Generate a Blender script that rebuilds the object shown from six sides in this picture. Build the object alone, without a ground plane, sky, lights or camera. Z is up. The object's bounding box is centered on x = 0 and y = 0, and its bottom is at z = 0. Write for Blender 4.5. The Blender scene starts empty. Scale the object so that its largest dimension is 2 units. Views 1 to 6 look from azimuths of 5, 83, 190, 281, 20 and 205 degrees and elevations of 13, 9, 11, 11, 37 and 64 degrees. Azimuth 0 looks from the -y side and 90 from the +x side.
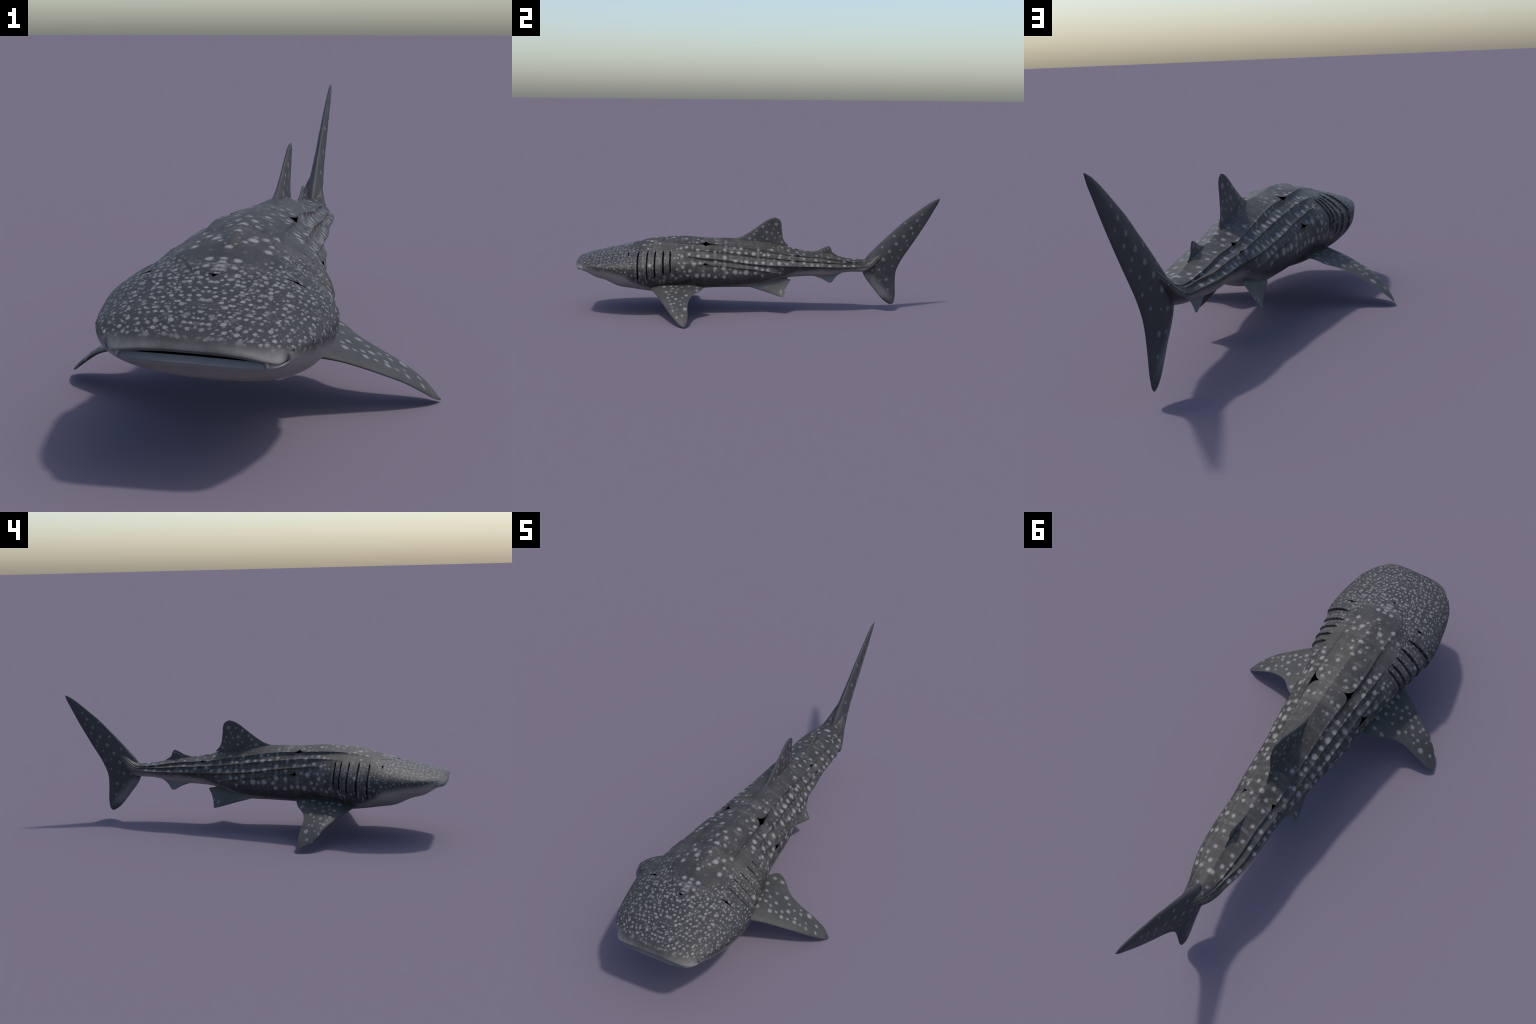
"""A swimming whale shark: flat-headed body with longitudinal ridges, gill slits, thin fins and a spotted skin.

Working frame: the body is described along a bent spine.  s runs from snout (-1) to tail (+), w is the
sideways distance from the spine (w > 0 is the animal's left, +x) and z is height; the whole animal rolls by ROLL.
"""
import bpy
import math
import numpy as np
from mathutils import Vector

ROLL, ROLL_Z = 0.037, 0.27


# ------------------------------------------------------------------ curves
def curve(xk, yk, x):
    """Smooth interpolation through control values."""
    xk = np.asarray(xk, float)
    yk = np.asarray(yk, float)
    h = np.diff(xk)
    d = np.diff(yk) / h
    m = np.zeros_like(yk)
    m[1:-1] = (d[:-1] * h[1:] + d[1:] * h[:-1]) / (h[:-1] + h[1:])
    m[0], m[-1] = d[0], d[-1]
    x = np.clip(x, xk[0], xk[-1])
    i = np.clip(np.searchsorted(xk, x) - 1, 0, len(xk) - 2)
    t = (x - xk[i]) / h[i]
    return ((1 + 2 * t) * (1 - t) ** 2 * yk[i] + t * (1 - t) ** 2 * h[i] * m[i]
            + t * t * (3 - 2 * t) * yk[i + 1] + t * t * (t - 1) * h[i] * m[i + 1])


def smooth(a, b, x):
    t = np.clip((x - a) / (b - a), 0, 1)
    return t * t * (3 - 2 * t)


# ------------------------------------------------------------------ body sections along the spine
STATION = [-.97, -.94, -.89, -.83, -.76, -.68, -.60, -.50, -.40, -.28, -.14, 0, .14, .26, .38, .50, .58]
SPINE_X = [-.0512, -.0490, -.0460, -.0424, -.0365, -.0305, -.0224, -.0104, -.0020, .0136, .0280, .0431, .0587, .0735, .0862, .0985, .1060]
CENTRE = [.2767, .2779, .2840, .2790, .2790, .2790, .2765, .2800, .2680, .2480, .2530, .2643, .2720, .2740, .2657, .2570, .2480]
WIDTH = [.1560, .1690, .1946, .2136, .2275, .2330, .2170, .1990, .1778, .1560, .1460, .1252, .1128, .0986, .0970, .0858, .0650]
TOP = [.3080, .3215, .3350, .3495, .3640, .3815, .4065, .4200, .4240, .4150, .4130, .4010, .3715, .3450, .3308, .3035, .2955]
BOTTOM = [.2580, .2390, .2062, .1880, .1541, .1395, .1240, .1120, .1220, .1375, .1415, .1450, .1900, .2005, .2035, .2270, .2285]
UPPER_POWER = [1.85, 1.80, 1.74, 1.76, 1.78, 1.68, 1.45, 1.55, 1.72, 2.00, 1.60, 1.45, 1.46, 1.58, 1.53, 1.75, 1.8]
LOWER_POWER = [2.4, 2.4, 2.4, 2.4, 2.35, 2.4, 2.32, 2.1, 2.1, 2.2, 2.3, 2.3, 1.95, 1.6, 1.55, 1.65, 1.75]
SPINE_FRONT, SPINE_BACK = -1.05, 1.05


def spine_x(y):
    y = np.asarray(y, float)
    inside = curve(STATION, SPINE_X, y)
    lead = (SPINE_X[1] - SPINE_X[0]) / (STATION[1] - STATION[0])
    trail = (SPINE_X[-1] - SPINE_X[-2]) / (STATION[-1] - STATION[-2])
    front = SPINE_X[0] + lead * (np.minimum(y, STATION[0]) - STATION[0])
    back = trail * (np.maximum(y, STATION[-1]) - STATION[-1])
    return np.where(y < STATION[0], front, inside + back)


def world(s, w, z):
    """Spine frame -> world: roll about the spine, then set across the bent spine."""
    s, w, z = np.broadcast_arrays(np.asarray(s, float), np.asarray(w, float), np.asarray(z, float))
    h = z - ROLL_Z
    u, v = w + ROLL * h, h - ROLL * w
    e = 1e-3
    slope = (spine_x(s + e) - spine_x(s - e)) / (2 * e)
    n = np.sqrt(1 + slope ** 2)
    return np.stack([spine_x(s) + u / n, s - slope * u / n, ROLL_Z + v], -1)


# ridges that run along each side, as (s, w, z) control points; the third one ends as the tail keel
RIDGES = [
    [(-.97, .060, .305), (-.85, .075, .335), (-.75, .080, .358), (-.675, .082, .372), (-.57, .080, .392), (-.43, .085, .400), (-.28, .082, .391), (-.17, .071, .384), (-.08, .066, .368), (.04, .066, .350), (.22, .065, .326), (.34, .057, .316), (.42, .056, .304), (.54, .044, .287), (.60, .032, .280)],
    [(-.97, .100, .298), (-.85, .130, .318), (-.75, .150, .335), (-.60, .142, .358), (-.39, .123, .369), (-.28, .114, .361), (-.17, .106, .348), (-.09, .098, .338), (0, .094, .326), (.12, .091, .313), (.22, .088, .303), (.335, .082, .296), (.45, .074, .286), (.545, .052, .281), (.60, .040, .272)],
    [(-.97, .130, .288), (-.85, .185, .290), (-.75, .200, .302), (-.60, .188, .325), (-.39, .150, .337), (-.28, .141, .323), (-.22, .134, .316), (-.12, .127, .302), (0, .118, .285), (.11, .112, .278), (.22, .101, .274), (.33, .097, .271), (.45, .090, .268), (.53, .079, .266), (.60, .060, .261)],
    [(-.97, .145, .275), (-.85, .210, .258), (-.75, .228, .268), (-.60, .212, .285), (-.40, .175, .300), (-.28, .151, .290), (-.22, .145, .286), (-.10, .136, .271), (.03, .119, .253), (.13, .093, .235), (.30, .065, .222), (.60, .025, .240)],
]
COLUMNS = [40, 26, 26, 22, 66]          # mesh columns between midline, the four ridges and the belly line
HALF = sum(COLUMNS)


def ridge_angles(s):
    """Polar angle of midline, ridges and belly line around the section centre at every s."""
    zc = curve(STATION, CENTRE, s)
    rows = [np.zeros_like(s)]
    for ridge in RIDGES:
        k = [p[0] for p in ridge]
        w = curve(k, [p[1] for p in ridge], s)
        z = curve(k, [p[2] for p in ridge], s)
        rows.append(np.arctan2(w, z - zc))
    rows.append(np.full_like(s, math.pi))
    return np.stack(rows)


def strength(s, a0, a1, b1, b0):
    return smooth(a0, a1, s) * (1 - smooth(b1, b0, s))


# gill slits: (s at the middle, top height, bottom height)
GILLS = [(-.6475, .360, .206), (-.597, .362, .209), (-.553, .363, .217), (-.512, .364, .233), (-.479, .363, .240)]
SLIT = .0078


def gill_lean(s, a):
    """How far the slits lean back near their upper and lower ends (a = mesh column from the midline)."""
    return (.011 * (1 - smooth(44, 78, a)) + .005 * smooth(105, 150, a)) * strength(s, -.70, -.66, -.46, -.42)


def section(s, q):
    """Point of the skin in the spine frame.  q in [-HALF, HALF] counts mesh columns from the back's midline."""
    zc = curve(STATION, CENTRE, s)
    a = np.abs(q)
    ang = ridge_angles(s)
    edges = np.concatenate([[0], np.cumsum(COLUMNS)])
    k = np.clip(np.searchsorted(edges, a, side="right") - 1, 0, len(COLUMNS) - 1)
    t = (a - edges[k]) / np.asarray(COLUMNS)[k]
    idx = np.arange(len(s))
    phi = ang[k, idx] * (1 - t) + ang[k + 1, idx] * t
    sn, cs = np.sin(phi), np.cos(phi)
    W = curve(STATION, WIDTH, s)
    H = np.where(cs > 0, curve(STATION, TOP, s) - zc, zc - curve(STATION, BOTTOM, s))
    p = np.where(cs > 0, curve(STATION, UPPER_POWER, s), curve(STATION, LOWER_POWER, s))
    r = 1 / ((np.abs(sn) / W) ** p + (np.abs(cs) / H) ** p + 1e-12) ** (1 / p)
    # fluted strips between ridges: deepest just under the upper ridge
    flute = np.sin(math.pi * t ** .62)
    depth = np.zeros_like(s)
    depth += (k == 0) * .0040 * strength(s, -.74, -.55, .45, .62) * np.sin(math.pi * t ** .85)
    depth += (k == 1) * .0058 * strength(s, -.62, -.36, .50, .62) * flute
    depth += (k == 2) * .0052 * strength(s, -.48, -.30, .50, .62) * flute
    depth += (k == 3) * .0066 * strength(s, -.42, -.28, .10, .26) * flute
    depth += (k == 3) * .0075 * strength(s, .02, .22, .50, .64) * flute
    depth += (k == 4) * .0040 * strength(s, -.40, -.28, .02, .16) * np.exp(-(t / .10) ** 2) * smooth(0, .04, t)
    r = r - depth
    # ridge crests stand a little proud
    for j, (e, amt, f) in enumerate(zip(edges[1:5], (.0030, .0030, .0036, .0028), ((-.72, -.5), (-.6, -.36), (-.48, -.3), (-.42, -.28)))):
        r = r + amt * strength(s, *f, .05 if j == 3 else .5, .16 if j == 3 else .62) * np.exp(-np.abs(a - e) / 3.2)
    # nape plate: the back's plate starts with a rounded front edge lying on the head
    wq = r * sn
    nape = smooth(-.006, .010, (s + .762) - 7.5 * np.maximum(wq - .012, 0) ** 2 * 2.2)
    r = r + .004 * nape * (1 - smooth(-.70, -.50, s)) * (cs > 0) * (1 - smooth(.07, .10, wq))
    # cross seams where the back plates meet
    for s0, reach in ((-.283, 1.0), (.216, 0.9)):
        d = s - s0
        lip = np.exp(-np.clip(-d, 0, 1) / .02) * (d <= 0)
        r = r + (.0016 * lip - .0008 * np.exp(-(d / .0022) ** 2)) * (k <= 2) * reach
    # gill slits: each plate overlaps the next with a raised rear edge
    zz = zc + r * cs
    for s0, z1, z0 in GILLS:
        d = s - gill_lean(np.full_like(s, s0), a) - s0
        on = smooth(z0 - .004, z0 + .020, zz) * (1 - smooth(z1 - .016, z1 + .002, zz))
        lift = np.exp(-(np.clip(-d, 0, 1) / .022)) * (d <= .0001)
        slot = (d > .0001) * smooth(0, .0008, d) * (1 - smooth(SLIT * (.35 + .65 * on) - .0012, SLIT * (.35 + .65 * on), d))
        r = r + on * (.0040 * lift - .0028 * np.exp(-np.clip(d, 0, 1) / .014) * (d > .0001) - .015 * slot)
    # shoulder swelling behind the gills
    r = r + .004 * np.exp(-((s + .43) / .045) ** 2 - ((zz - .26) / .06) ** 2)
    # crease under the gills that leads into the breast fin
    r = r - .006 * np.exp(-((zz - (.168 + .12 * np.clip(s + .55, -.1, .2))) / .012) ** 2) * strength(s, -.63, -.57, -.36, -.30) * (np.abs(q) > 60)
    # fine unevenness of the skin
    r = r + .0007 * np.sin(17 * s + 3 * np.sin(9 * s)) * np.sin(5 * phi) * (s < -.3)
    return s, np.sign(q) * r * sn, zc + r * cs


# beyond the tail stem the spine bends up into the upper tail lobe
BEND = .555


def tail_path(s):
    n = 400
    ss = np.linspace(BEND, .86, n)
    th = np.radians(44) * smooth(.555, .665, ss)
    y = BEND + np.concatenate([[0], np.cumsum(np.cos((th[1:] + th[:-1]) / 2))]) * (ss[1] - ss[0])
    z = np.concatenate([[0], np.cumsum(np.sin((th[1:] + th[:-1]) / 2))]) * (ss[1] - ss[0])
    return np.interp(s, ss, y), np.interp(s, ss, z), np.interp(s, ss, th)


def skin(s, q):
    """Point of the skin in the world."""
    s, q = np.asarray(s, float), np.asarray(q, float)
    sc = np.minimum(s, .58)
    _, w, z = section(sc, q)
    y, lift, th = tail_path(np.maximum(s, BEND))
    zc = curve(STATION, CENTRE, sc)
    thin = np.where(s > .58, np.maximum(1 - (s - .58) / .27, .02), 1)
    narrow = np.where(s > .58, np.maximum(1 - (s - .58) / .235, .02), 1)
    h = (z - zc) * (.35 + .65 * thin) * np.where(s > .84, .3, 1)
    w = w * narrow
    back = s > BEND
    yy = np.where(back, y - h * np.sin(th), s)
    zz = np.where(back, zc + lift + h * np.cos(th), z)
    return world(yy, w, zz)


# ------------------------------------------------------------------ mesh helpers
def new_object(name, verts, faces, material, parent=None, normals=None, slots=None):
    me = bpy.data.meshes.new(name)
    verts = np.asarray(verts, float)
    me.from_pydata(verts.tolist(), [], faces if isinstance(faces, list) else faces.tolist())
    mats = material if isinstance(material, (list, tuple)) else [material]
    for m in mats:
        me.materials.append(m)
    me.polygons.foreach_set("use_smooth", np.ones(len(me.polygons), bool))
    if slots is not None:
        me.polygons.foreach_set("material_index", np.asarray(slots, np.int32))
    me.update()
    if normals is not None:
        me.normals_split_custom_set_from_vertices(np.asarray(normals).tolist())
    ob = bpy.data.objects.new(name, me)
    bpy.context.collection.objects.link(ob)
    if parent:
        ob.parent = parent
    return ob


def vertex_normals(verts, faces):
    a, b, c, d = (verts[faces[:, i]] for i in range(4))
    n = np.cross(c - a, d - b)
    out = np.zeros_like(verts)
    for i in range(4):
        np.add.at(out, faces[:, i], n)
    return out / np.maximum(np.linalg.norm(out, axis=1, keepdims=True), 1e-12)


# ------------------------------------------------------------------ material helpers
class Nodes:
    def __init__(self, name):
        self.mat = bpy.data.materials.new(name)
        self.mat.use_nodes = True
        self.t = self.mat.node_tree
        self.t.nodes.clear()

    def put(self, sock, val):
        if isinstance(val, bpy.types.NodeSocket):
            self.t.links.new(val, sock)
        elif isinstance(val, (tuple, list)):
            sock.default_value = (*val, 1) if len(val) == 3 and sock.type == "RGBA" else val
        else:
            sock.default_value = val

    def math(self, op, a, b=None, c=None, clamp=False):
        n = self.t.nodes.new("ShaderNodeMath")
        n.operation, n.use_clamp = op, clamp
        for i, v in enumerate((a, b, c)):
            if v is not None:
                self.put(n.inputs[i], v)
        return n.outputs[0]

    def vec(self, op, a, b=None, scale=None):
        n = self.t.nodes.new("ShaderNodeVectorMath")
        n.operation = op
        self.put(n.inputs[0], a)
        if b is not None:
            self.put(n.inputs[1], b)
        if scale is not None:
            self.put(n.inputs["Scale"], scale)
        return n.outputs["Value"] if op in ("DISTANCE", "LENGTH", "DOT_PRODUCT") else n.outputs["Vector"]

    def xyz(self, v):
        n = self.t.nodes.new("ShaderNodeSeparateXYZ")
        self.put(n.inputs[0], v)
        return n.outputs

    def join(self, x, y, z):
        n = self.t.nodes.new("ShaderNodeCombineXYZ")
        for i, v in enumerate((x, y, z)):
            self.put(n.inputs[i], v)
        return n.outputs[0]

    def obj(self):
        return self.t.nodes.new("ShaderNodeTexCoord").outputs["Object"]

    def step(self, x, a, b, lo=0.0, hi=1.0):
        n = self.t.nodes.new("ShaderNodeMapRange")
        n.interpolation_type = "SMOOTHSTEP"
        for k, v in (("Value", x), ("From Min", a), ("From Max", b), ("To Min", lo), ("To Max", hi)):
            self.put(n.inputs[k], v)
        return n.outputs[0]

    def table(self, x, pts):
        """Piecewise profile y(x) on a colour ramp of grey values."""
        x0, x1 = pts[0][0], pts[-1][0]
        y0, y1 = min(p[1] for p in pts), max(p[1] for p in pts)
        r = self.t.nodes.new("ShaderNodeValToRGB")
        r.color_ramp.interpolation = "EASE" if len(pts) < 3 else "LINEAR"
        e = r.color_ramp.elements
        while len(e) < len(pts):
            e.new(.5)
        for el, p in zip(e, pts):
            el.position = (p[0] - x0) / (x1 - x0)
            g = (p[1] - y0) / (y1 - y0)
            el.color = (g, g, g, 1)
        self.put(r.inputs[0], self.math("DIVIDE", self.math("SUBTRACT", x, x0), x1 - x0))
        return self.math("MULTIPLY_ADD", r.outputs[0], y1 - y0, y0)

    def noise(self, v, scale, detail=3, rough=.55, colour=False, distortion=0.0):
        n = self.t.nodes.new("ShaderNodeTexNoise")
        self.put(n.inputs["Vector"], v)
        n.inputs["Scale"].default_value = scale
        n.inputs["Detail"].default_value = detail
        n.inputs["Roughness"].default_value = rough
        n.inputs["Distortion"].default_value = distortion
        return n.outputs["Color" if colour else 0]

    def cells(self, v, scale, randomness=1.0):
        n = self.t.nodes.new("ShaderNodeTexVoronoi")
        n.voronoi_dimensions = "2D"
        self.put(n.inputs["Vector"], v)
        n.inputs["Scale"].default_value = scale
        n.inputs["Randomness"].default_value = randomness
        return n.outputs["Distance"], n.outputs["Color"]

    def mix(self, f, a, b):
        n = self.t.nodes.new("ShaderNodeMix")
        n.data_type = "RGBA"
        self.put(n.inputs["Factor"], f)
        self.put(n.inputs["A"], a)
        self.put(n.inputs["B"], b)
        return n.outputs["Result"]

    def spots(self, v, centres, soft=.0034):
        """Soft round spots of given centres and radii (x, y, z, r)."""
        total = None
        for x, y, z, r in centres:
            d = self.vec("DISTANCE", v, (x, y, z))
            m = self.math("MULTIPLY_ADD", d, -1 / (2 * soft), (r + soft) / (2 * soft), clamp=True)
            total = m if total is None else self.math("MAXIMUM", total, m)
        return total

    def finish(self, colour, rough=.55, bump=None, strength=.2, distance=.002, specular=.35):
        b = self.t.nodes.new("ShaderNodeBsdfPrincipled")
        self.put(b.inputs["Base Color"], colour)
        self.put(b.inputs["Roughness"], rough)
        b.inputs["Specular IOR Level"].default_value = specular
        if bump is not None:
            n = self.t.nodes.new("ShaderNodeBump")
            n.inputs["Strength"].default_value = strength
            n.inputs["Distance"].default_value = distance
            self.put(n.inputs["Height"], bump)
            self.put(b.inputs["Normal"], n.outputs[0])
        o = self.t.nodes.new("ShaderNodeOutputMaterial")
        self.put(o.inputs[0], b.outputs[0])
        return self.mat

    def spine_frame(self):
        """Object coordinates straightened along the bent spine: s, |w|, z and the signed w."""
        p = self.xyz(self.obj())
        n = 29
        ys = np.linspace(-1.02, 1.02, n)
        cx = self.table(p[1], [(float(y), float(spine_x(y))) for y in ys])
        u = self.math("SUBTRACT", p[0], cx)
        h = self.math("SUBTRACT", p[2], ROLL_Z)
        w = self.math("MULTIPLY_ADD", h, -ROLL, u)
        z = self.math("MULTIPLY_ADD", u, ROLL, p[2])
        s = self.math("MULTIPLY_ADD", u, .095, p[1])
        return s, self.math("ABSOLUTE", w), z, w


DARK, GREY, SPOT = (.0270, .0253, .0245), (.068, .0635, .0590), (.222, .215, .219)

# pale spots of the body, by the row they stand in: (s, |w|, z, radius)
UPPER_FLANK_ROW = [(-.276, .114, .362, .0052), (-.234, .113, .355, .0077), (-.206, .109, .354, .0042), (-.182, .094, .363, .0084), (-.143, .097, .349, .0087), (-.104, .094, .344, .0119), (-.065, .088, .343, .0087), (-.023, .085, .340, .0112), (.015, .074, .347, .0042), (.034, .083, .334, .0087), (.058, .080, .334, .0077), (.117, .086, .320, .0077), (.189, .066, .330, .0077)]
MIDDLE_FLANK_ROW = [(-.275, .132, .336, .0104), (-.230, .138, .308, .0087), (-.181, .123, .326, .0104), (-.124, .124, .305, .0111), (-.089, .121, .301, .0056), (-.063, .118, .300, .0118), (-.037, .116, .297, .0035), (-.011, .113, .295, .0091), (.028, .110, .294, .0091), (.073, .109, .290, .0084), (.116, .106, .292, .0105), (.159, .104, .287, .0077), (.189, .093, .301, .0098)]
LOWER_FLANK_ROW = [(-.265, .153, .232, .0097), (-.231, .148, .270, .0083), (-.230, .150, .223, .0083), (-.186, .145, .272, .0111), (-.183, .146, .223, .0097), (-.169, .148, .246, .0083), (-.124, .143, .250, .0125), (-.095, .138, .245, .0083), (-.065, .133, .246, .0132), (-.014, .123, .241, .0084), (-.009, .123, .270, .0097), (.024, .121, .259, .0084), (.025, .112, .227, .0070), (.052, .117, .256, .0077), (.135, .108, .260, .0049)]
SHOULDER_SPOTS = [(-.580, .204, .295, .0095), (-.526, .187, .210, .0061), (-.507, .185, .213, .0069), (-.459, .185, .239, .0069), (-.450, .165, .330, .0052), (-.442, .177, .224, .0087), (-.438, .122, .372, .0052), (-.435, .185, .272, .0065), (-.433, .162, .329, .0052), (-.426, .149, .345, .0061), (-.426, .175, .304, .0060), (-.417, .117, .374, .0074), (-.417, .175, .233, .0061), (-.409, .152, .337, .0078), (-.405, .176, .283, .0095), (-.396, .176, .259, .0061), (-.396, .168, .303, .0069), (-.388, .107, .381, .0095), (-.380, .170, .234, .0087), (-.372, .140, .347, .0095), (-.367, .170, .260, .0087), (-.345, .160, .296, .0115), (-.330, .162, .233, .0120), (-.327, .117, .367, .0105), (-.324, .139, .337, .0095), (-.312, .152, .300, .0074), (-.297, .157, .235, .0087)]
TAIL_ROWS = [(.252, .073, .313, .0079), (.252, .091, .292, .0088), (.295, .094, .280, .0066), (.317, .075, .304, .0079), (.327, .094, .279, .0070), (.390, .073, .297, .0075), (.393, .092, .275, .0075), (.475, .053, .294, .0080), (.475, .081, .274, .0079), (.525, .067, .272, .0079), (.528, .046, .287, .0080)]
REAR_BACK_SPOTS = [(-.128, .073, .370, .0065), (-.092, .071, .366, .0085), (.003, .067, .356, .0064), (.075, .054, .358, .0085), (.123, .074, .333, .0064), (.133, .021, .369, .0055), (.168, .035, .355, .0067), (.197, .002, .359, .0078), (.217, .033, .346, .0067), (.255, .044, .333, .0066), (.263, .001, .344, .0066), (.322, .043, .326, .0072), (.387, .042, .318, .0068), (.448, .038, .307, .0066), (.499, .026, .299, .0070), (.534, .005, .298, .0085)]
FRONT_BACK_SPOTS = [(-.738, .004, .37, .0045), (-.720, .003, .37, .0050), (-.703, .003, .38, .0050), (-.688, .002, .38, .0045), (-.640, .002, .39, .0055), (-.722, .027, .370, .0063), (-.691, .028, .377, .0080), (-.619, .076, .382, .0089), (-.602, .026, .401, .0053), (-.594, .109, .368, .0067), (-.584, .077, .386, .0053), (-.579, .040, .401, .0105), (-.555, .062, .396, .0070), (-.555, .001, .413, .0070), (-.533, .080, .393, .0061), (-.504, .003, .418, .0073), (-.494, .031, .414, .0052), (-.460, .019, .419, .0077), (-.436, .002, .423, .0060), (-.415, .114, .377, .0065), (-.390, .037, .417, .0085), (-.373, .078, .400, .0060), (-.332, .075, .399, .0077), (-.327, .036, .412, .0059), (-.306, .053, .405, .0059), (-.227, .065, .394, .0071), (-.224, .038, .405, .0059), (-.176, .047, .398, .0058)]


def ridge_path(k, s):
    r = RIDGES[k]
    return curve([p[0] for p in r], [p[1] for p in r], s), curve([p[0] for p in r], [p[2] for p in r], s)


def on_skin(rows):
    """Spot centres moved onto the finished surface (along the line from the section centre)."""
    out = []
    for s, w, z, r in rows:
        q = np.linspace(0, HALF, 700)
        _, ww, zz = section(np.full(700, s), q)
        zc = float(curve(STATION, CENTRE, np.array([s]))[0])
        i = np.argmin(np.abs(np.arctan2(ww, zz - zc) - math.atan2(w, z - zc)))
        out.append((s, float(ww[i]), float(zz[i]), r))
    return out


def spotted_skin():
    g = Nodes("spotted_skin")
    s, w, z, side = g.spine_frame()
    p = g.join(s, w, z)
    wobble = g.vec("SCALE", g.vec("SUBTRACT", g.noise(p, 95, 2, colour=True), (.5, .5, .5)), scale=.0075)
    pw = g.vec("ADD", p, wobble)
    # ground colour: dark slate with lighter clouds and faint cross bars
    clouds = g.step(g.noise(g.vec("MULTIPLY", p, (1, 1.6, 1.6)), 11, 4, .6), .35, .70)
    bars = g.step(g.noise(g.vec("MULTIPLY", p, (1, .12, .12)), 26, 2, .5), .52, .68)
    streak = g.step(g.noise(g.vec("MULTIPLY", p, (.12, 1, 1)), 60, 3, .6), .3, .75)
    tone = g.math("ADD", g.math("MULTIPLY", clouds, .42), g.math("ADD", g.math("MULTIPLY", bars, .42), g.math("MULTIPLY", streak, .26)), clamp=True)
    tone = g.math("MULTIPLY", tone, g.step(s, -.80, -.58, .30, 1.0))
    colour = g.mix(g.step(s, -.72, -.56), (.026, .026, .0275), DARK)
    colour = g.mix(tone, colour, GREY)
    wave = g.math("SINE", g.math("MULTIPLY_ADD", s, 2 * math.pi / .0585, g.math("MULTIPLY", g.noise(p, 12, 2), 3.2)))
    patch = g.step(g.noise(g.vec("ADD", p, (4.0, 0.0, 0.0)), 17, 3, .6), .42, .66)
    cross = g.math("MULTIPLY", g.math("MULTIPLY", g.step(wave, .45, 1.0), patch), g.math("MULTIPLY", g.step(s, -.62, -.48), g.step(s, .50, .35)))
    cross = g.math("MULTIPLY", cross, g.step(z, .20, .27))
    colour = g.mix(g.math("MULTIPLY", cross, .55), colour, (.135, .130, .126))
    # body spots
    rows = on_skin(UPPER_FLANK_ROW + MIDDLE_FLANK_ROW + LOWER_FLANK_ROW + SHOULDER_SPOTS + TAIL_ROWS + REAR_BACK_SPOTS + FRONT_BACK_SPOTS)
    big = g.spots(pw, rows)
    # head spots: crowded, ragged, of mixed size, thinning towards the nape and the flanks
    # (flattened: along the spine and across the arch of the head)
    t = g.math("ADD", w, g.math("SUBTRACT", .36, z))
    flat = g.join(s, t, 0.0)
    wob2 = g.vec("SCALE", g.vec("SUBTRACT", g.noise(flat, 150, 2, colour=True), (.5, .5, .5)), scale=.0048)
    ph = g.vec("ADD", flat, wob2)
    d1, c1 = g.cells(ph, 54, .82)
    small = g.math("MAXIMUM", g.step(t, .17, .30), g.step(s, -.72, -.62))
    r1 = g.math("MULTIPLY_ADD", g.xyz(c1)[0], .20, g.math("MULTIPLY_ADD", small, -.075, .130))
    m1 = g.step(g.math("SUBTRACT", d1, r1), .075, -.06)
    d2, c2 = g.cells(g.vec("ADD", ph, (3.1, 1.7, 5.3)), 92, 1.0)
    r2 = g.math("MULTIPLY_ADD", g.xyz(c2)[0], .40, -.12)
    m2 = g.step(g.math("SUBTRACT", d2, r2), .10, -.08)
    m1 = g.math("MULTIPLY", m1, g.math("MULTIPLY_ADD", g.xyz(c1)[1], .40, .68))
    fine = g.math("MAXIMUM", m1, g.math("MULTIPLY", m2, .55))
    nape_line = g.math("MULTIPLY_ADD", g.step(w, .05, .17), .24, -.735)
    where = g.step(g.math("ADD", s, g.math("MULTIPLY", g.noise(p, 14, 2), .06)), g.math("ADD", nape_line, .10), nape_line)
    where = g.math("MULTIPLY", where, g.step(s, -.985, -.955))
    head = g.math("MULTIPLY", fine, g.math("MULTIPLY", where, .85))
    # sparse faint flecks between the rows of the trunk
    d3, c3 = g.cells(g.vec("ADD", ph, (7.7, 2.2, 0)), 34, .9)
    m3 = g.step(g.math("SUBTRACT", d3, g.math("MULTIPLY_ADD", g.xyz(c3)[0], .28, -.045)), .07, -.06)
    m3 = g.math("MULTIPLY", g.math("MULTIPLY", m3, g.step(z, .195, .235)), g.math("MULTIPLY_ADD", g.xyz(c3)[1], .45, .15))
    spot = g.math("MAXIMUM", g.math("MAXIMUM", big, m3), head, clamp=True)
    grain = g.step(g.noise(p, 230, 2), .2, .75, .72, 1.0)
    smear = g.math("MULTIPLY", g.step(g.noise(g.vec("MULTIPLY", p, (1, .8, .8)), 38, 3, .6, distortion=1.2), .62, .74), .16)
    smear = g.math("MULTIPLY", smear, g.step(s, -.2, -.4))
    spot = g.math("MAXIMUM", g.math("MULTIPLY", spot, grain), smear)
    # pale belly, pale lip: a soft border whose height runs along the flank
    border = g.table(s, [(-1.0, .296), (-.97, .292), (-.945, .287), (-.92, .279), (-.89, .272), (-.81, .262), (-.745, .252), (-.71, .240), (-.68, .216), (-.64, .192), (-.60, .176), (-.50, .150), (-.28, .158), (-.14, .165), (0, .176), (.10, .208), (.21, .240), (.31, .252), (.5, .258), (.62, .252)])
    edge = g.math("ADD", g.math("SUBTRACT", z, border), g.math("MULTIPLY_ADD", g.noise(p, 22, 3), .016, -.008))
    belly = g.step(edge, .012, -.022)
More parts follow.
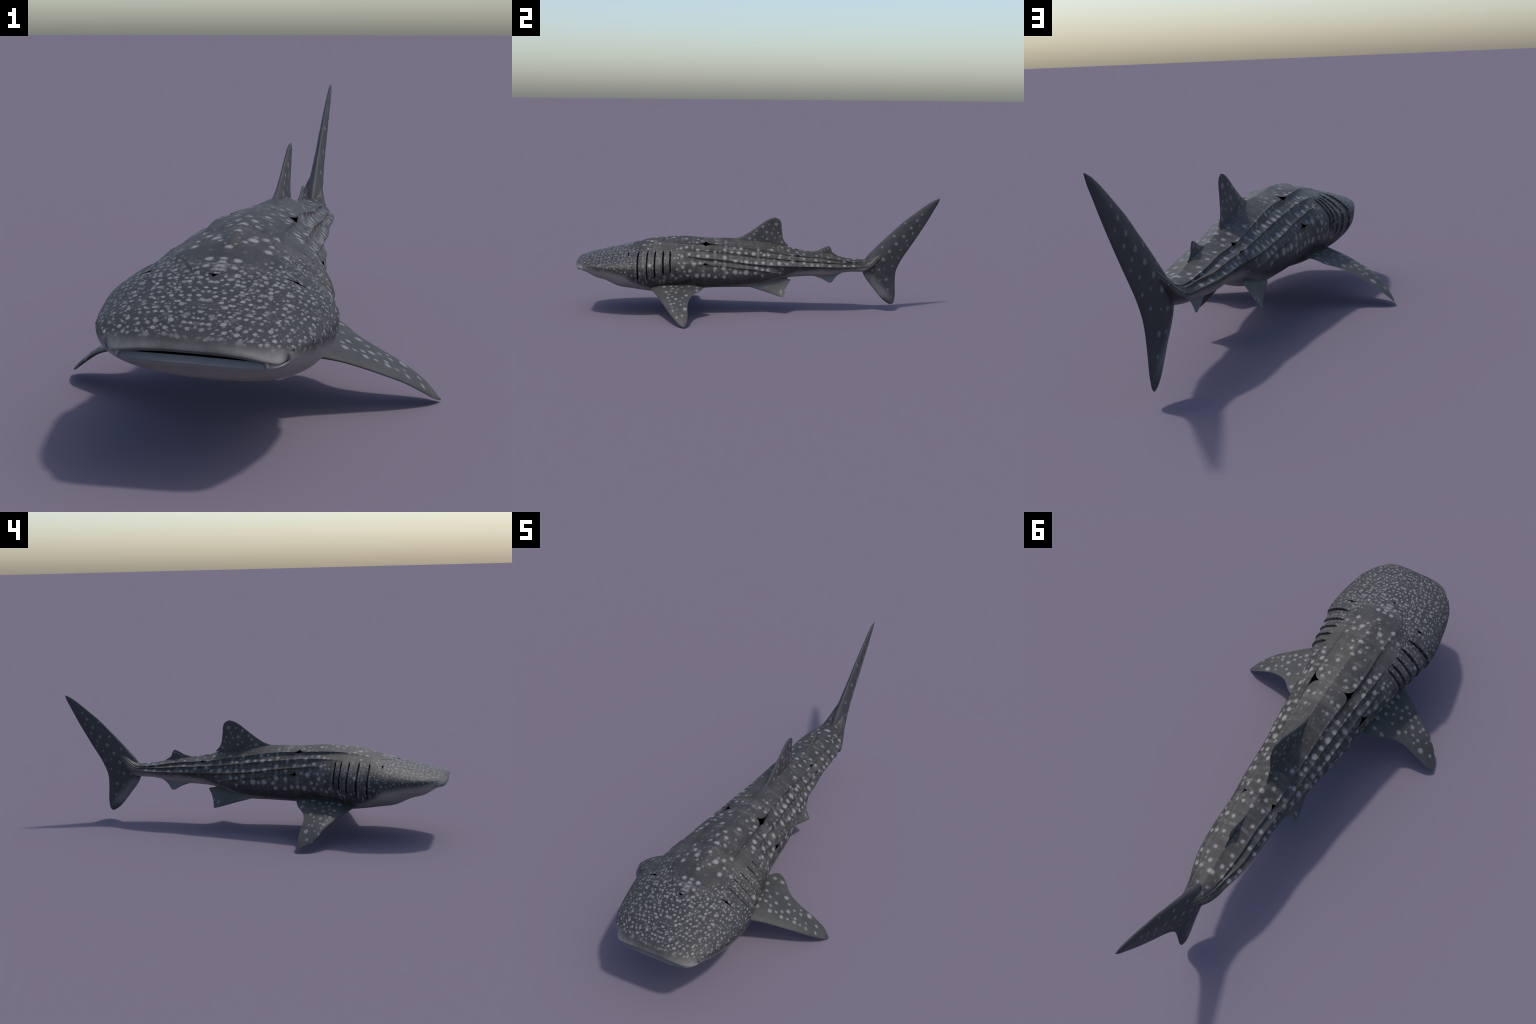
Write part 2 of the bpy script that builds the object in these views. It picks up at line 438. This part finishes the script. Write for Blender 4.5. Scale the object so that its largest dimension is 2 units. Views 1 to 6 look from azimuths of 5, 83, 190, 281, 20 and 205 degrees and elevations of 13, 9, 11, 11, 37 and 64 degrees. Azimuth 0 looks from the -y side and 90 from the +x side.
    spot = g.math("MULTIPLY", spot, g.step(edge, -.006, .014))
    colour = g.mix(spot, colour, SPOT)
    low = g.mix(g.noise(p, 9, 4), (.200, .187, .185), (.270, .254, .246))
    rim = g.math("MULTIPLY", g.step(s, -.950, -.975), g.step(z, .268, .280))
    low = g.mix(rim, low, g.mix(g.noise(g.vec("MULTIPLY", p, (.2, 1, .2)), 70, 2), (.150, .146, .140), (.215, .209, .203)))
    colour = g.mix(belly, colour, low)
    # dark blue-grey gum line along the lower lip
    lip = g.math("MULTIPLY", g.step(z, .2770, .2750), g.step(z, .256, .265))
    lip = g.math("MULTIPLY", lip, g.math("MULTIPLY", g.step(s, -.950, -.968), g.step(w, .150, .125)))
    colour = g.mix(g.math("MULTIPLY", lip, .8), colour, (.085, .095, .11))
    bump = g.noise(p, 420, 2)
    return g.finish(colour, .58, bump, .15, .0006)


def fin_skin(name, centres, flat, dim=.85, streak_axis=(1, .2, .2), tint=None, edge=None):
    """Fin skin: slate ground with soft streaks, spots given in the fin's plane."""
    g = Nodes(name)
    if flat == "side":                      # upright fin: plane of y and z
        p3 = g.xyz(g.obj())
        p = g.join(0.0, p3[1], p3[2])
    else:                                   # breast fin: plane of s and |w|
        s, w, z, _ = g.spine_frame()
        p = g.join(s, w, 0.0)
    wob = g.vec("SCALE", g.vec("SUBTRACT", g.noise(p, 110, 2, colour=True), (.5, .5, .5)), scale=.005)
    clouds = g.step(g.noise(p, 13, 4, .6), .3, .72)
    streak = g.step(g.noise(g.vec("MULTIPLY", p, streak_axis), 85, 3, .6), .3, .8)
    tone = g.math("ADD", g.math("MULTIPLY", clouds, .6), g.math("MULTIPLY", streak, .35), clamp=True)
    lo, hi = tint or (DARK, GREY)
    colour = g.mix(tone, lo, hi)
    if edge:
        colour = edge(g, p, colour)
    if centres:
        spot = g.math("MULTIPLY", g.spots(g.vec("ADD", p, wob), centres, .0024), g.step(g.noise(p, 60, 2), .15, .7, dim * .6, dim))
        colour = g.mix(spot, colour, SPOT)
    return g.finish(colour, .58, g.noise(p, 300, 2), .12, .0006)


def plain(name, colour, rough=.6, specular=.3):
    return Nodes(name).finish(colour, rough, specular=specular)


# ------------------------------------------------------------------ the thing
shark = bpy.data.objects.new("whale_shark", None)
bpy.context.collection.objects.link(shark)
shark["label"] = "spotted dark grey whale shark with broad flat head and ridged back"
shark["category"] = "whale shark"

skin_mat = spotted_skin()
dark_mat = plain("dark_hollow", (.008, .008, .009), .9, .05)

# ------------------------------------------------------------------ body surface
NECK_S, TAIL_S, SNOUT_S = -.43, .235, -.935
rings = np.concatenate([np.arange(SNOUT_S, -.67, .0022), np.arange(-.67, -.46, .0016), np.arange(-.46, -.32, .002),
                        np.arange(-.32, -.25, .0016), np.arange(-.25, .18, .0023), np.arange(.18, .25, .0016), np.arange(.25, .8501, .0022)])
for s0, _, _ in GILLS:
    own = s0 + np.array([-.0012, 0, .0002, .0010, .0022, .0034, .0046,   .0058, .0070, .0082, .0096])
    rings = np.concatenate([rings[(rings < own[0] - .0008) | (rings > own[-1] + .0008)], own])
for a, b in ((-.766, -.740), (-.707, -.690)):
    rings = np.concatenate([rings[(rings < a) | (rings > b)], np.arange(a, b, .0009)])
rings = np.sort(rings)
NQ = 2 * HALF
q_axis = np.arange(NQ) - HALF                       # belly line, one side up to the back, other side down
S, Q = np.meshgrid(rings, q_axis.astype(float), indexing="ij")

S = S + gill_lean(S, np.abs(Q))

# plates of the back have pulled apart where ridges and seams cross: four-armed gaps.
# (s, ridge column with sign, half length, half width, exponent)
e1, e2, e3, e4 = np.cumsum(COLUMNS)[:4]
# optional fifth entry: how strongly the slit bends back with distance from its middle;
# reach = lengths towards front, rear, back's midline and belly relative to the half sizes
GAPS = [(-.285, e1, .046, .030), (-.285, -e1, .042, .026), (-.283, e4 - 1, .030, .015), (-.283, -(e4 - 1), .036, .019),
        (.216, e1, .028, .016), (.216, -e1, .030, .016), (.218, e2, .022, .010), (.220, -e2, .022, .010), (.222, e3, .014, .007), (.222, -e3, .016, .008),
        (-.7600, -3, .0046, .032, .55), (-.6985, 65, .0058, .062, -.10), (-.6985, -65, .0050, .052, -.10)]
REACH = [(.9, 1.45, 1.35, .55), (1.2, .95, 1.45, .45), (.75, 1.5, 1.1, .40), (.80, 1.6, 1.2, .45),
         (.35, 1.5, 1.2, .50), (.45, 1.6, 1.1, .55), (.30, 1.6, .9, .55), (.50, 1.4, 1.1, .35), (.35, 1.5, .9, .4), (.4, 1.5, .8, .5)]
ARM = .52
drop = np.zeros(S.shape, bool)
rag = np.random.default_rng(11)
for gap, (s0, q0, la, lb, *bend) in enumerate(GAPS):
    i0 = np.argmin(np.abs(rings - s0))
    _, wv, zv = section(np.full(NQ, s0), q_axis.astype(float))
    arc = np.concatenate([[0], np.cumsum(np.hypot(np.diff(wv), np.diff(zv)))])
    arc0 = np.interp(q0, q_axis, arc)
    da = np.interp(Q, q_axis, arc) - arc0
    turn = (bend[0] if bend else 0) * np.abs(da)
    ds = S - s0 - turn
    near = (np.abs(ds) < la * 1.8 + .002) & (np.abs(da) < lb * 1.8)
    fr_front, fr_rear, fr_up, fr_low = REACH[gap] if not bend else (1, 1, 1, 1)
    fl, fr = fr_rear, fr_front
    fu, fd = (fr_low, fr_up) if q0 > 0 else (fr_up, fr_low)
    skew = rag.uniform(-.35, .35) if not bend else 0
    ds = ds + skew * np.abs(da) * .5
    turn = turn - skew * np.abs(da) * .5
    f = (np.abs(ds) / (la * np.where(ds > 0, fl, fr))) ** ARM + (np.abs(da) / (lb * np.where(da > 0, fu, fd))) ** ARM
    inside = near & (f < 1)
    core = inside.copy()
    # a vertex is on the rim when it is inside but some neighbour is outside: slide it onto the outline
    full = core & np.roll(core, 1, 0) & np.roll(core, -1, 0) & np.roll(core, 1, 1) & np.roll(core, -1, 1)
    rim = core & ~full
    k = np.maximum(f[rim], .25) ** (1 / ARM)
    S[rim] = s0 + turn[rim] + ds[rim] / np.maximum(k, .35)
    Q[rim] = np.interp(arc0 + da[rim] / np.maximum(k, .35), arc, q_axis)
    drop |= full
P = skin(S.ravel(), Q.ravel()).reshape(len(rings), NQ, 3)

# ---- snout: the front ring closes onto the lips
q = q_axis.astype(float)
front = np.full(NQ, SNOUT_S)
_, w0, z0 = section(front, q)
_, w1, z1 = section(front + .004, q)
CORNER = e4
aq = np.abs(q)
wc = np.interp(CORNER, np.arange(0, HALF + 1), np.abs(section(np.full(HALF + 1, SNOUT_S), np.arange(HALF + 1.0))[1]))
frac = np.clip(np.abs(w0) / wc, 0, 1)
upper = aq <= CORNER
lip_w = .160 * frac ** 1.0 * np.sign(q)
aw = np.abs(lip_w)
lip_s = np.where(upper, curve([0, .06, .10, .13, .146, .155, .160], [-.9915, -.9920, -.9895, -.9810, -.9680, -.9510, -.9310], aw),
                 curve([0, .06, .10, .13, .146, .155, .160], [-.9875, -.9873, -.9840, -.9745, -.9620, -.9470, -.9310], aw))
lip_z = np.where(upper, curve([0, .06, .10, .13, .160], [.2885, .2880, .2840, .2765, .2650], aw),
                 curve([0, .06, .10, .13, .160], [.2660, .2655, .2645, .2640, .2632], aw))
A = np.stack([front, w0, z0], -1)
B = np.stack([lip_s, lip_w, lip_z], -1)
mA = np.stack([front - (front + .004), w0 - w1, z0 - z1], -1)
mA /= np.abs(mA[:, :1])
span = np.linalg.norm(B - A, axis=1, keepdims=True)
mA = mA * span * 1.6
inward = np.stack([np.where(upper, .15, -.10) * np.ones(NQ), -np.sign(lip_w) * frac ** 4, np.where(upper, -1.0, 1.0) * (1 - .7 * frac ** 4)], -1)
mB = inward * span * np.where(upper, .55, .75)[:, None]
NC = 34
cap = []
lip_ring = B.copy()
open_mouth = 1 - smooth(.80, 1.0, frac)
for t in np.linspace(1, 0, 7)[:-1]:                 # lips turn in towards the mouth
    h = B.copy()
    h[:, 0] += open_mouth * np.where(upper, .0120, .0060) * t
    h[:, 2] += open_mouth * np.where(upper, -.0080 * t, .0112 * math.sin(t * 1.4))
    cap.append(world(h[:, 0], h[:, 1], h[:, 2]))
    if t == 1:
        lip_ring = h
NC += len(cap)
for t in np.linspace(1, 0, NC - len(cap), endpoint=False):
    h = ((1 + 2 * t) * (1 - t) ** 2 * A + t * (1 - t) ** 2 * mA + t * t * (3 - 2 * t) * B + t * t * (t - 1) * mB)
    cap.append(world(h[:, 0], h[:, 1], h[:, 2]))
cap = np.array(cap)                                  # first ring = lips, last = next to the head
P = np.concatenate([cap, P])
drop = np.concatenate([np.zeros((NC, NQ), bool), drop])
s_ring = np.concatenate([np.full(NC, SNOUT_S - .01), rings])
NR = len(P)
verts = P.reshape(-1, 3)

i, j = np.meshgrid(np.arange(NR - 1), np.arange(NQ), indexing="ij")
jn = (j + 1) % NQ
faces = np.stack([i * NQ + j, i * NQ + jn, (i + 1) * NQ + jn, (i + 1) * NQ + j], -1).reshape(-1, 4)
gone = drop[i, j] | drop[i, jn] | drop[i + 1, jn] | drop[i + 1, j]
faces = faces[~gone.ravel()]
fi = i.ravel()[~gone.ravel()]
normals = vertex_normals(verts, faces)

ring_of = np.concatenate([np.full(NC, -1.0), rings])[fi]
slit_face = np.zeros(len(faces), bool)
for s0, z1, z0 in GILLS:
    zf = verts[faces].mean(1)[:, 2]
    slit_face |= (ring_of > s0 + .0004) & (ring_of < s0 + SLIT * .70) & (zf > z0 + .004) & (zf < z1 - .005)
region = np.searchsorted([NECK_S, TAIL_S], s_ring[fi], side="right")
parts = {}
for n, name in enumerate(("head", "torso", "tail")):
    f = faces[region == n]
    used, inv = np.unique(f, return_inverse=True)
    parts[name] = new_object(name, verts[used], inv.reshape(-1, 4), [skin_mat, dark_mat], shark, normals[used], slit_face[region == n].astype(np.int32))

# ---- mouth: a dark hollow behind the lips
ring0 = [lip_ring]
for d, open_ in ((.004, .0005), (.012, .003), (.03, .006), (.055, .002)):
    r = ring0[0].copy()
    r[:, 0] += d
    r[:, 1] *= 1 - d * 1.2
    r[:, 2] += np.where(upper, open_, -open_) * (1 - frac ** 3)
    ring0.append(r)
mv = np.concatenate([world(r[:, 0], r[:, 1], r[:, 2]) for r in ring0])
i, j = np.meshgrid(np.arange(len(ring0) - 1), np.arange(NQ), indexing="ij")
jn = (j + 1) % NQ
mf = np.stack([i * NQ + j, (i + 1) * NQ + j, (i + 1) * NQ + jn, i * NQ + jn], -1).reshape(-1, 4).tolist()
mf.append([(len(ring0) - 1) * NQ + k for k in range(NQ)])
new_object("mouth", mv, mf, plain("mouth_lining", (.022, .024, .027), .7), parts["head"])


# ------------------------------------------------------------------ small parts of the head
def ball(name, centre, radii, material, parent, along=None, nu=20, nv=12):
    vs, fs = [], []
    for a in range(nv + 1):
        th = math.pi * a / nv
        for b in range(nu):
            ph = 2 * math.pi * b / nu
            vs.append((radii[0] * math.sin(th) * math.cos(ph), radii[1] * math.sin(th) * math.sin(ph), radii[2] * math.cos(th)))
    for a in range(nv):
        for b in range(nu):
            fs.append([a * nu + b, (a + 1) * nu + b, (a + 1) * nu + (b + 1) % nu, a * nu + (b + 1) % nu])
    vs = np.array(vs) + np.asarray(centre)
    return new_object(name, vs, fs, material, parent)


def skin_hit(s, z, sgn):
    """World point of the skin at station s and height z, on one side."""
    qq = np.linspace(10, HALF - 10, 900)
    _, ww, zz = section(np.full(900, s), qq)
    k = np.argmin(np.abs(zz - z) + (ww < .04))
    return float(ww[k]) * sgn, float(qq[k]) * sgn


eye_mat = plain("eye_surface", (.035, .035, .034), .25, .5)
iris_mat = plain("eye_ring", (.16, .155, .145), .45)
for sgn in (1, -1):
    w, _ = skin_hit(-.927, .288, sgn)
    c = world(-.927, w - sgn * .0012, .288)
    lid = ball("eye", c, (.0042, .0050, .0052), iris_mat, parts["head"])
    c2 = world(-.9285, w + sgn * .0016, .2872)
    ball("pupil", c2, (.0022, .0030, .0034), eye_mat, lid)
    w, _ = skin_hit(-.868, .286, sgn)
    ball("spiracle", world(-.868, w - sgn * .0005, .286), (.0012, .0035, .0024), dark_mat, parts["head"])
    # barbel: a short cone hanging from the upper lip
    vs, fs, nu = [], [], 14
    for a in range(9):
        t = a / 8
        r = .0060 * (1 - t) ** .9 + .0006
        cen = np.array([-.973 - .003 * t, (.130 + .004 * t) * sgn, .2775 - .0145 * t])
        for b in range(nu):
            ph = 2 * math.pi * b / nu
            vs.append(world(cen[0] + .7 * r * math.cos(ph), cen[1] + r * math.sin(ph), cen[2]))
    for a in range(8):
        for b in range(nu):
            fs.append([a * nu + b, a * nu + (b + 1) % nu, (a + 1) * nu + (b + 1) % nu, (a + 1) * nu + b])
    fs.append([8 * nu + b for b in range(nu)])
    new_object("barbel", np.array(vs), fs, plain("barbel_skin", (.22, .21, .21)), parts["head"])
    ball("nostril", world(-.970, .139 * sgn, .2765), (.0030, .0024, .0018), dark_mat, parts["head"])


# ------------------------------------------------------------------ fins
def fin(name, rows, thick, material, rows_out=70, across=36, parent=shark, to_world=None, crest=.28, sharp=1.0, belly=0.0):
    """Loft: rows = [(front point, rear point)] from base to tip; thick = half thickness per row."""
    rows = np.asarray(rows, float)
    n = len(rows)
    k = np.concatenate([[0], np.cumsum(np.linalg.norm(np.diff(rows.mean(1), axis=0), axis=1) + 1e-4)])
    k /= k[-1]
    u = np.linspace(0, 1, rows_out)
    L = np.stack([curve(k, rows[:, 0, d], u) for d in range(3)], -1)
    T = np.stack([curve(k, rows[:, 1, d], u) for d in range(3)], -1)
    th = curve(k, thick, u)
    c = (1 - np.cos(np.linspace(0, math.pi, across))) / 2
    M = L[:, None] * (1 - c)[None, :, None] + T[:, None] * c[None, :, None]
    M[..., 2] += belly * (np.sin(math.pi * c))[None, :]
    if to_world:
        M = to_world(M)
    du, dc = np.gradient(M, axis=0), np.gradient(M, axis=1)
    N = np.cross(du, dc)
    N /= np.maximum(np.linalg.norm(N, axis=-1, keepdims=True), 1e-9)
    prof = np.where(c < crest, np.sqrt(np.clip(1 - ((crest - c) / crest) ** 2, 0, 1)), np.clip((1 - c) / (1 - crest), 0, 1) ** sharp)
    off = N * (th[:, None] * prof[None, :])[..., None]
    up, dn = M + off, M - off
    ring = np.concatenate([up, dn[:, -2:0:-1]], axis=1)
    R = ring.shape[1]
    vs = ring.reshape(-1, 3)
    i, j = np.meshgrid(np.arange(rows_out - 1), np.arange(R), indexing="ij")
    jn = (j + 1) % R
    fs = np.stack([i * R + j, (i + 1) * R + j, (i + 1) * R + jn, i * R + jn], -1).reshape(-1, 4).tolist()
    for base, flip in ((0, True), ((rows_out - 1) * R, False)):
        for m in range(across - 1):
            a, b = base + m, base + m + 1
            c2, d2 = base + (R - m - 1) % R if m + 1 < across - 1 else b, base + (R - m) % R
            quad = [a, b, c2, d2] if m else [a, b, base + R - 1]
            quad = list(dict.fromkeys(quad))
            if len(quad) > 2:
                fs.append(quad[::-1] if flip else quad)
    ob = new_object(name, vs, fs, material, parent)
    # make sure the faces look outward
    me = ob.data
    vol = 0.0
    for poly in me.polygons:
        co = [me.vertices[v].co for v in poly.vertices]
        for m in range(1, len(co) - 1):
            vol += co[0].dot(co[m].cross(co[m + 1]))
    if vol < 0:
        me.flip_normals()
    return ob


def upright(x0, y0, z0, ky, kz):
    """A plane that stands nearly upright: x follows from y and z."""
    return lambda y, z: (x0 + ky * (y - y0) + kz * (z - z0), y, z)


# first and second back fin, anal fin
pd = upright(.060, .10, .40, .11, .06)
DORSAL_SPOTS = [(-.073, .394, .0064), (-.047, .413, .0078), (-.023, .437, .0067), (-.016, .405, .0053), (-.008, .455, .0053), (.025, .479, .0071), (.027, .422, .0046), (.040, .388, .0053), (.047, .448, .0078), (.050, .410, .0064), (.060, .492, .0049), (.077, .442, .0050), (.085, .467, .0039), (.094, .418, .0043), (.100, .492, .0092), (.111, .445, .0057), (.122, .423, .0050), (.133, .392, .0078), (.153, .374, .0036)]
dorsal_mat = fin_skin("dorsal_fin_skin", [(0, a, b, r) for a, b, r in DORSAL_SPOTS], "side", dim=.68, tint=((.033, .033, .035), (.060, .059, .058)))
rows = [((-.150, .385), (.110, .335)), ((-.145, .404), (.128, .366)), ((-.128, .412), (.167, .3725)), ((-.090, .423), (.150, .391)), ((-.059, .440), (.1385, .414)), ((-.024, .463), (.134, .441)), ((.010, .488), (.130, .470)), ((.040, .510), (.1285, .493)), ((.062, .522), (.122, .512)), ((.078, .5275), (.110, .524)), ((.090, .5292), (.098, .5288))]
fin("dorsal_fin", [(pd(*a), pd(*b)) for a, b in rows], [.012, .012, .0115, .0105, .0095, .0085, .0075, .0065, .0055, .0035, .0012], dorsal_mat)
p2 = upright(.0915, .40, .345, .10, .04)
D2 = [(.352, .343, .004), (.368, .350, .005), (.385, .360, .006), (.392, .355, .003)]
d2_mat = fin_skin("small_dorsal_fin_skin", [(0, a, b, r) for a, b, r in D2], "side", dim=.6, tint=((.034, .034, .036), (.060, .059, .058)))
rows = [((.275, .325), (.405, .300)), ((.285, .338), (.418, .315)), ((.310, .3425), (.4400, .3195)), ((.333, .3475), (.4285, .3255)), ((.350, .355), (.416, .334)), ((.366, .3635), (.4075, .348)), ((.378, .3685), (.403, .360)), ((.387, .3708), (.395, .3695))]
fin("dorsal_fin", [(p2(*a), p2(*b)) for a, b in rows], [.006, .006, .0058, .005, .0045, .004, .0028, .001], d2_mat, 40, 26)
pa = upright(.086, .406, .162, .10, .04)
anal_mat = fin_skin("anal_fin_skin", [], "side", tint=((.13, .145, .15), (.18, .19, .19)))
rows = [((.300, .225), (.470, .235)), ((.315, .200), (.464, .2165)), ((.340, .1915), (.449, .2070)), ((.357, .1850), (.436, .1955)), ((.374, .1755), (.4255, .1810)), ((.388, .1675), (.4200, .1715)), ((.400, .1618), (.4120, .1630))]
fin("anal_fin", [(pa(*a), pa(*b)) for a, b in rows], [.006, .006, .005, .0045, .004, .003, .001], anal_mat, 40, 26)

# tail fin: one loft from the upper tip to the lower tip
pc = upright(.127, .77, .25, .095, .042)
CAUDAL_SPOTS = [(.615, .284, .0076), (.633, .239, .0067), (.645, .309, .0063), (.652, .271, .0054), (.670, .242, .0067), (.678, .182, .0058), (.685, .369, .0058), (.692, .301, .0094), (.701, .248, .0040), (.715, .185, .0081), (.725, .346, .0085), (.726, .126, .0059), (.742, .313, .0049), (.747, .262, .0049), (.750, .431, .0067), (.762, .388, .0089), (.779, .306, .0049), (.789, .354, .0058), (.803, .430, .0089), (.809, .503, .0049), (.820, .406, .0054), (.827, .379, .0045), (.843, .477, .0076), (.854, .446, .0058), (.875, .519, .0076), (.891, .491, .0049), (.900, .552, .0049)]


def caudal_edge(g, p, colour):
    """Pale band along the front of the lower lobe, lighter streak on the keel of the upper one."""
    q = g.xyz(p)
    across = g.math("ADD", g.math("MULTIPLY", g.math("SUBTRACT", q[1], .620), .765), g.math("MULTIPLY", g.math("SUBTRACT", q[2], .190), .644))
    m = g.math("MULTIPLY", g.step(across, .045, .004), g.step(q[2], .238, .200))
    m = g.math("MULTIPLY", m, g.step(q[2], .055, .11))
    colour = g.mix(g.math("MULTIPLY", m, .75), colour, (.17, .165, .165))
    dark = g.math("MULTIPLY", g.step(across, .02, .12), .35)
    return g.mix(dark, colour, (.032, .033, .037))


caudal_mat = fin_skin("tail_fin_skin", [(0, a, b, r) for a, b, r in CAUDAL_SPOTS], "side", dim=.60, tint=((.030, .0305, .033), (.054, .054, .054)), edge=caudal_edge)  # tint darkened and cooled to match the fin's shaded side
rows = [((.9975, .6425), (.9985, .6390)), ((.975, .634), (.991, .617)), ((.950, .6205), (.972, .582)), ((.907, .591), (.934, .513)), ((.857, .553), (.893, .445)), ((.806, .513), (.853, .382)), ((.750, .460), (.813, .321)),
        ((.695, .408), (.790, .281)), ((.648, .360), (.777, .252)), ((.606, .315), (.770, .232)), ((.580, .270), (.767, .212)), ((.585, .222), (.766, .190)), ((.606, .182), (.7665, .160)), ((.634, .147), (.768, .128)), ((.666, .106), (.7695, .100)),
        ((.703, .0655), (.767, .068)), ((.727, .0475), (.7625, .0500)), ((.742, .0395), (.755, .0405))]
fin("caudal_fin", [(pc(*a), pc(*b)) for a, b in rows], [.0015, .0050, .0072, .0098, .0120, .0142, .0168, .0205, .0245, .027, .0275, .0235, .0180, .0130, .0098, .0070, .0045, .0015], caudal_mat, 150, 44, crest=.42, sharp=.62)

# breast fins, mirrored in the spine frame
PECTORAL_SPOTS = [(-.505, .185, .0088), (-.490, .234, .0080), (-.480, .281, .0068), (-.475, .255, .0048), (-.469, .178, .0073), (-.469, .303, .0048), (-.466, .226, .0052), (-.460, .329, .0065), (-.460, .202, .0065), (-.456, .272, .0052), (-.452, .351, .0040), (-.446, .375, .0049), (-.444, .325, .0049), (-.442, .173, .0065), (-.438, .238, .0061), (-.436, .291, .0073), (-.429, .206, .0053), (-.426, .410, .0049), (-.425, .366, .0037), (-.413, .308, .0049), (-.410, .182, .0061), (-.408, .334, .0057), (-.403, .280, .0049), (-.398, .401, .0057), (-.395, .220, .0045), (-.389, .326, .0041), (-.385, .362, .0098), (-.383, .257, .0082), (-.373, .164, .0090), (-.330, .177, .0074), (-.329, .210, .0082), (-.284, .170, .0075)]
pectoral_mat = fin_skin("pectoral_fin_skin", [(a, b, 0, r) for a, b, r in PECTORAL_SPOTS], "flat", tint=((.033, .0332, .0325), (.062, .061, .0575)), streak_axis=(1, .25, 0))
# (edges read from root to tip in world space: the left fin is held a little lower and further forward)
BREAST = [
    ([(.055, -.622, .178), (.115, -.607, .165), (.150, -.596, .155), (.170, -.588, .149), (.190, -.577, .142), (.213, -.567, .134), (.242, -.555, .122), (.308, -.526, .091), (.352, -.506, .068), (.395, -.478, .037), (.423, -.453, .014), (.439, -.430, .002)],
     [(.080, -.400, .190), (.130, -.372, .172), (.157, -.334, .165), (.178, -.311, .161), (.203, -.320, .156), (.222, -.337, .148), (.245, -.367, .137), (.300, -.397, .111), (.343, -.4045, .088), (.389, -.407, .055), (.419, -.412, .027), (.4395, -.424, .001)]),
    ([(-.075, -.605, .186), (-.130, -.585, .172), (-.180, -.560, .158), (-.222, -.533, .147), (-.263, -.504, .134), (-.307, -.472, .117), (-.357, -.436, .093), (-.404, -.399, .053), (-.428, -.362, .027), (-.4395, -.328, .0135)],
     [(-.100, -.275, .192), (-.140, -.272, .183), (-.170, -.277, .174), (-.200, -.289, .157), (-.245, -.318, .137), (-.288, -.328, .117), (-.325, -.325, .097), (-.375, -.3175, .065), (-.421, -.316, .030), (-.4400, -.3215, .012)]),
]
for lead, trail in BREAST:
    out = np.linspace(0, 1, len(lead))
    fin("pectoral_fin", list(zip(lead, trail)), curve([0, .3, .55, .8, 1], [.0155, .0125, .0090, .0048, .0009], out), pectoral_mat, 90, 44, crest=.25, sharp=1.15, belly=.003)

# pelvic fins
PELVIC_SPOTS = [(.127, .098, .0050), (.150, .093, .0028)]


def pelvic_base(g, p, colour):
    q = g.xyz(p)
    m = g.step(g.math("ADD", q[1], g.math("MULTIPLY", q[0], .25)), .100, .075)
    return g.mix(g.math("MULTIPLY", m, .6), colour, (.13, .14, .15))


pelvic_mat = fin_skin("pelvic_fin_skin", [(a, b, 0, r) for a, b, r in PELVIC_SPOTS], "flat", tint=((.055, .0555, .053), (.098, .096, .091)), streak_axis=(.3, 1, 0), edge=pelvic_base)
LEAD = [(-.080, .050, .170), (-.055, .070, .156), (-.005, .084, .1420), (.038, .0885, .1300), (.078, .0960, .1180), (.114, .1045, .1075), (.140, .1115, .1020)]
TRAIL = [(.105, .045, .215), (.155, .066, .200), (.181, .0730, .1905), (.167, .0800, .1690), (.158, .0875, .1500), (.151, .0970, .1290), (.1435, .1130, .1030)]
for sgn in (1, -1):
    fin("pelvic_fin", list(zip(LEAD, TRAIL)), [.007, .007, .0065, .0055, .0045, .0032, .0012], pelvic_mat, 46, 30,
        to_world=lambda M, sgn=sgn: world(M[..., 0], M[..., 1] * sgn, M[..., 2]), crest=.25)

# ------------------------------------------------------------------ settle in the frame
bpy.context.view_layer.update()
low = min((o.matrix_world @ Vector(c)).z for o in bpy.data.objects if o.type == "MESH" for c in o.bound_box)
print("lowest point", round(low, 4))
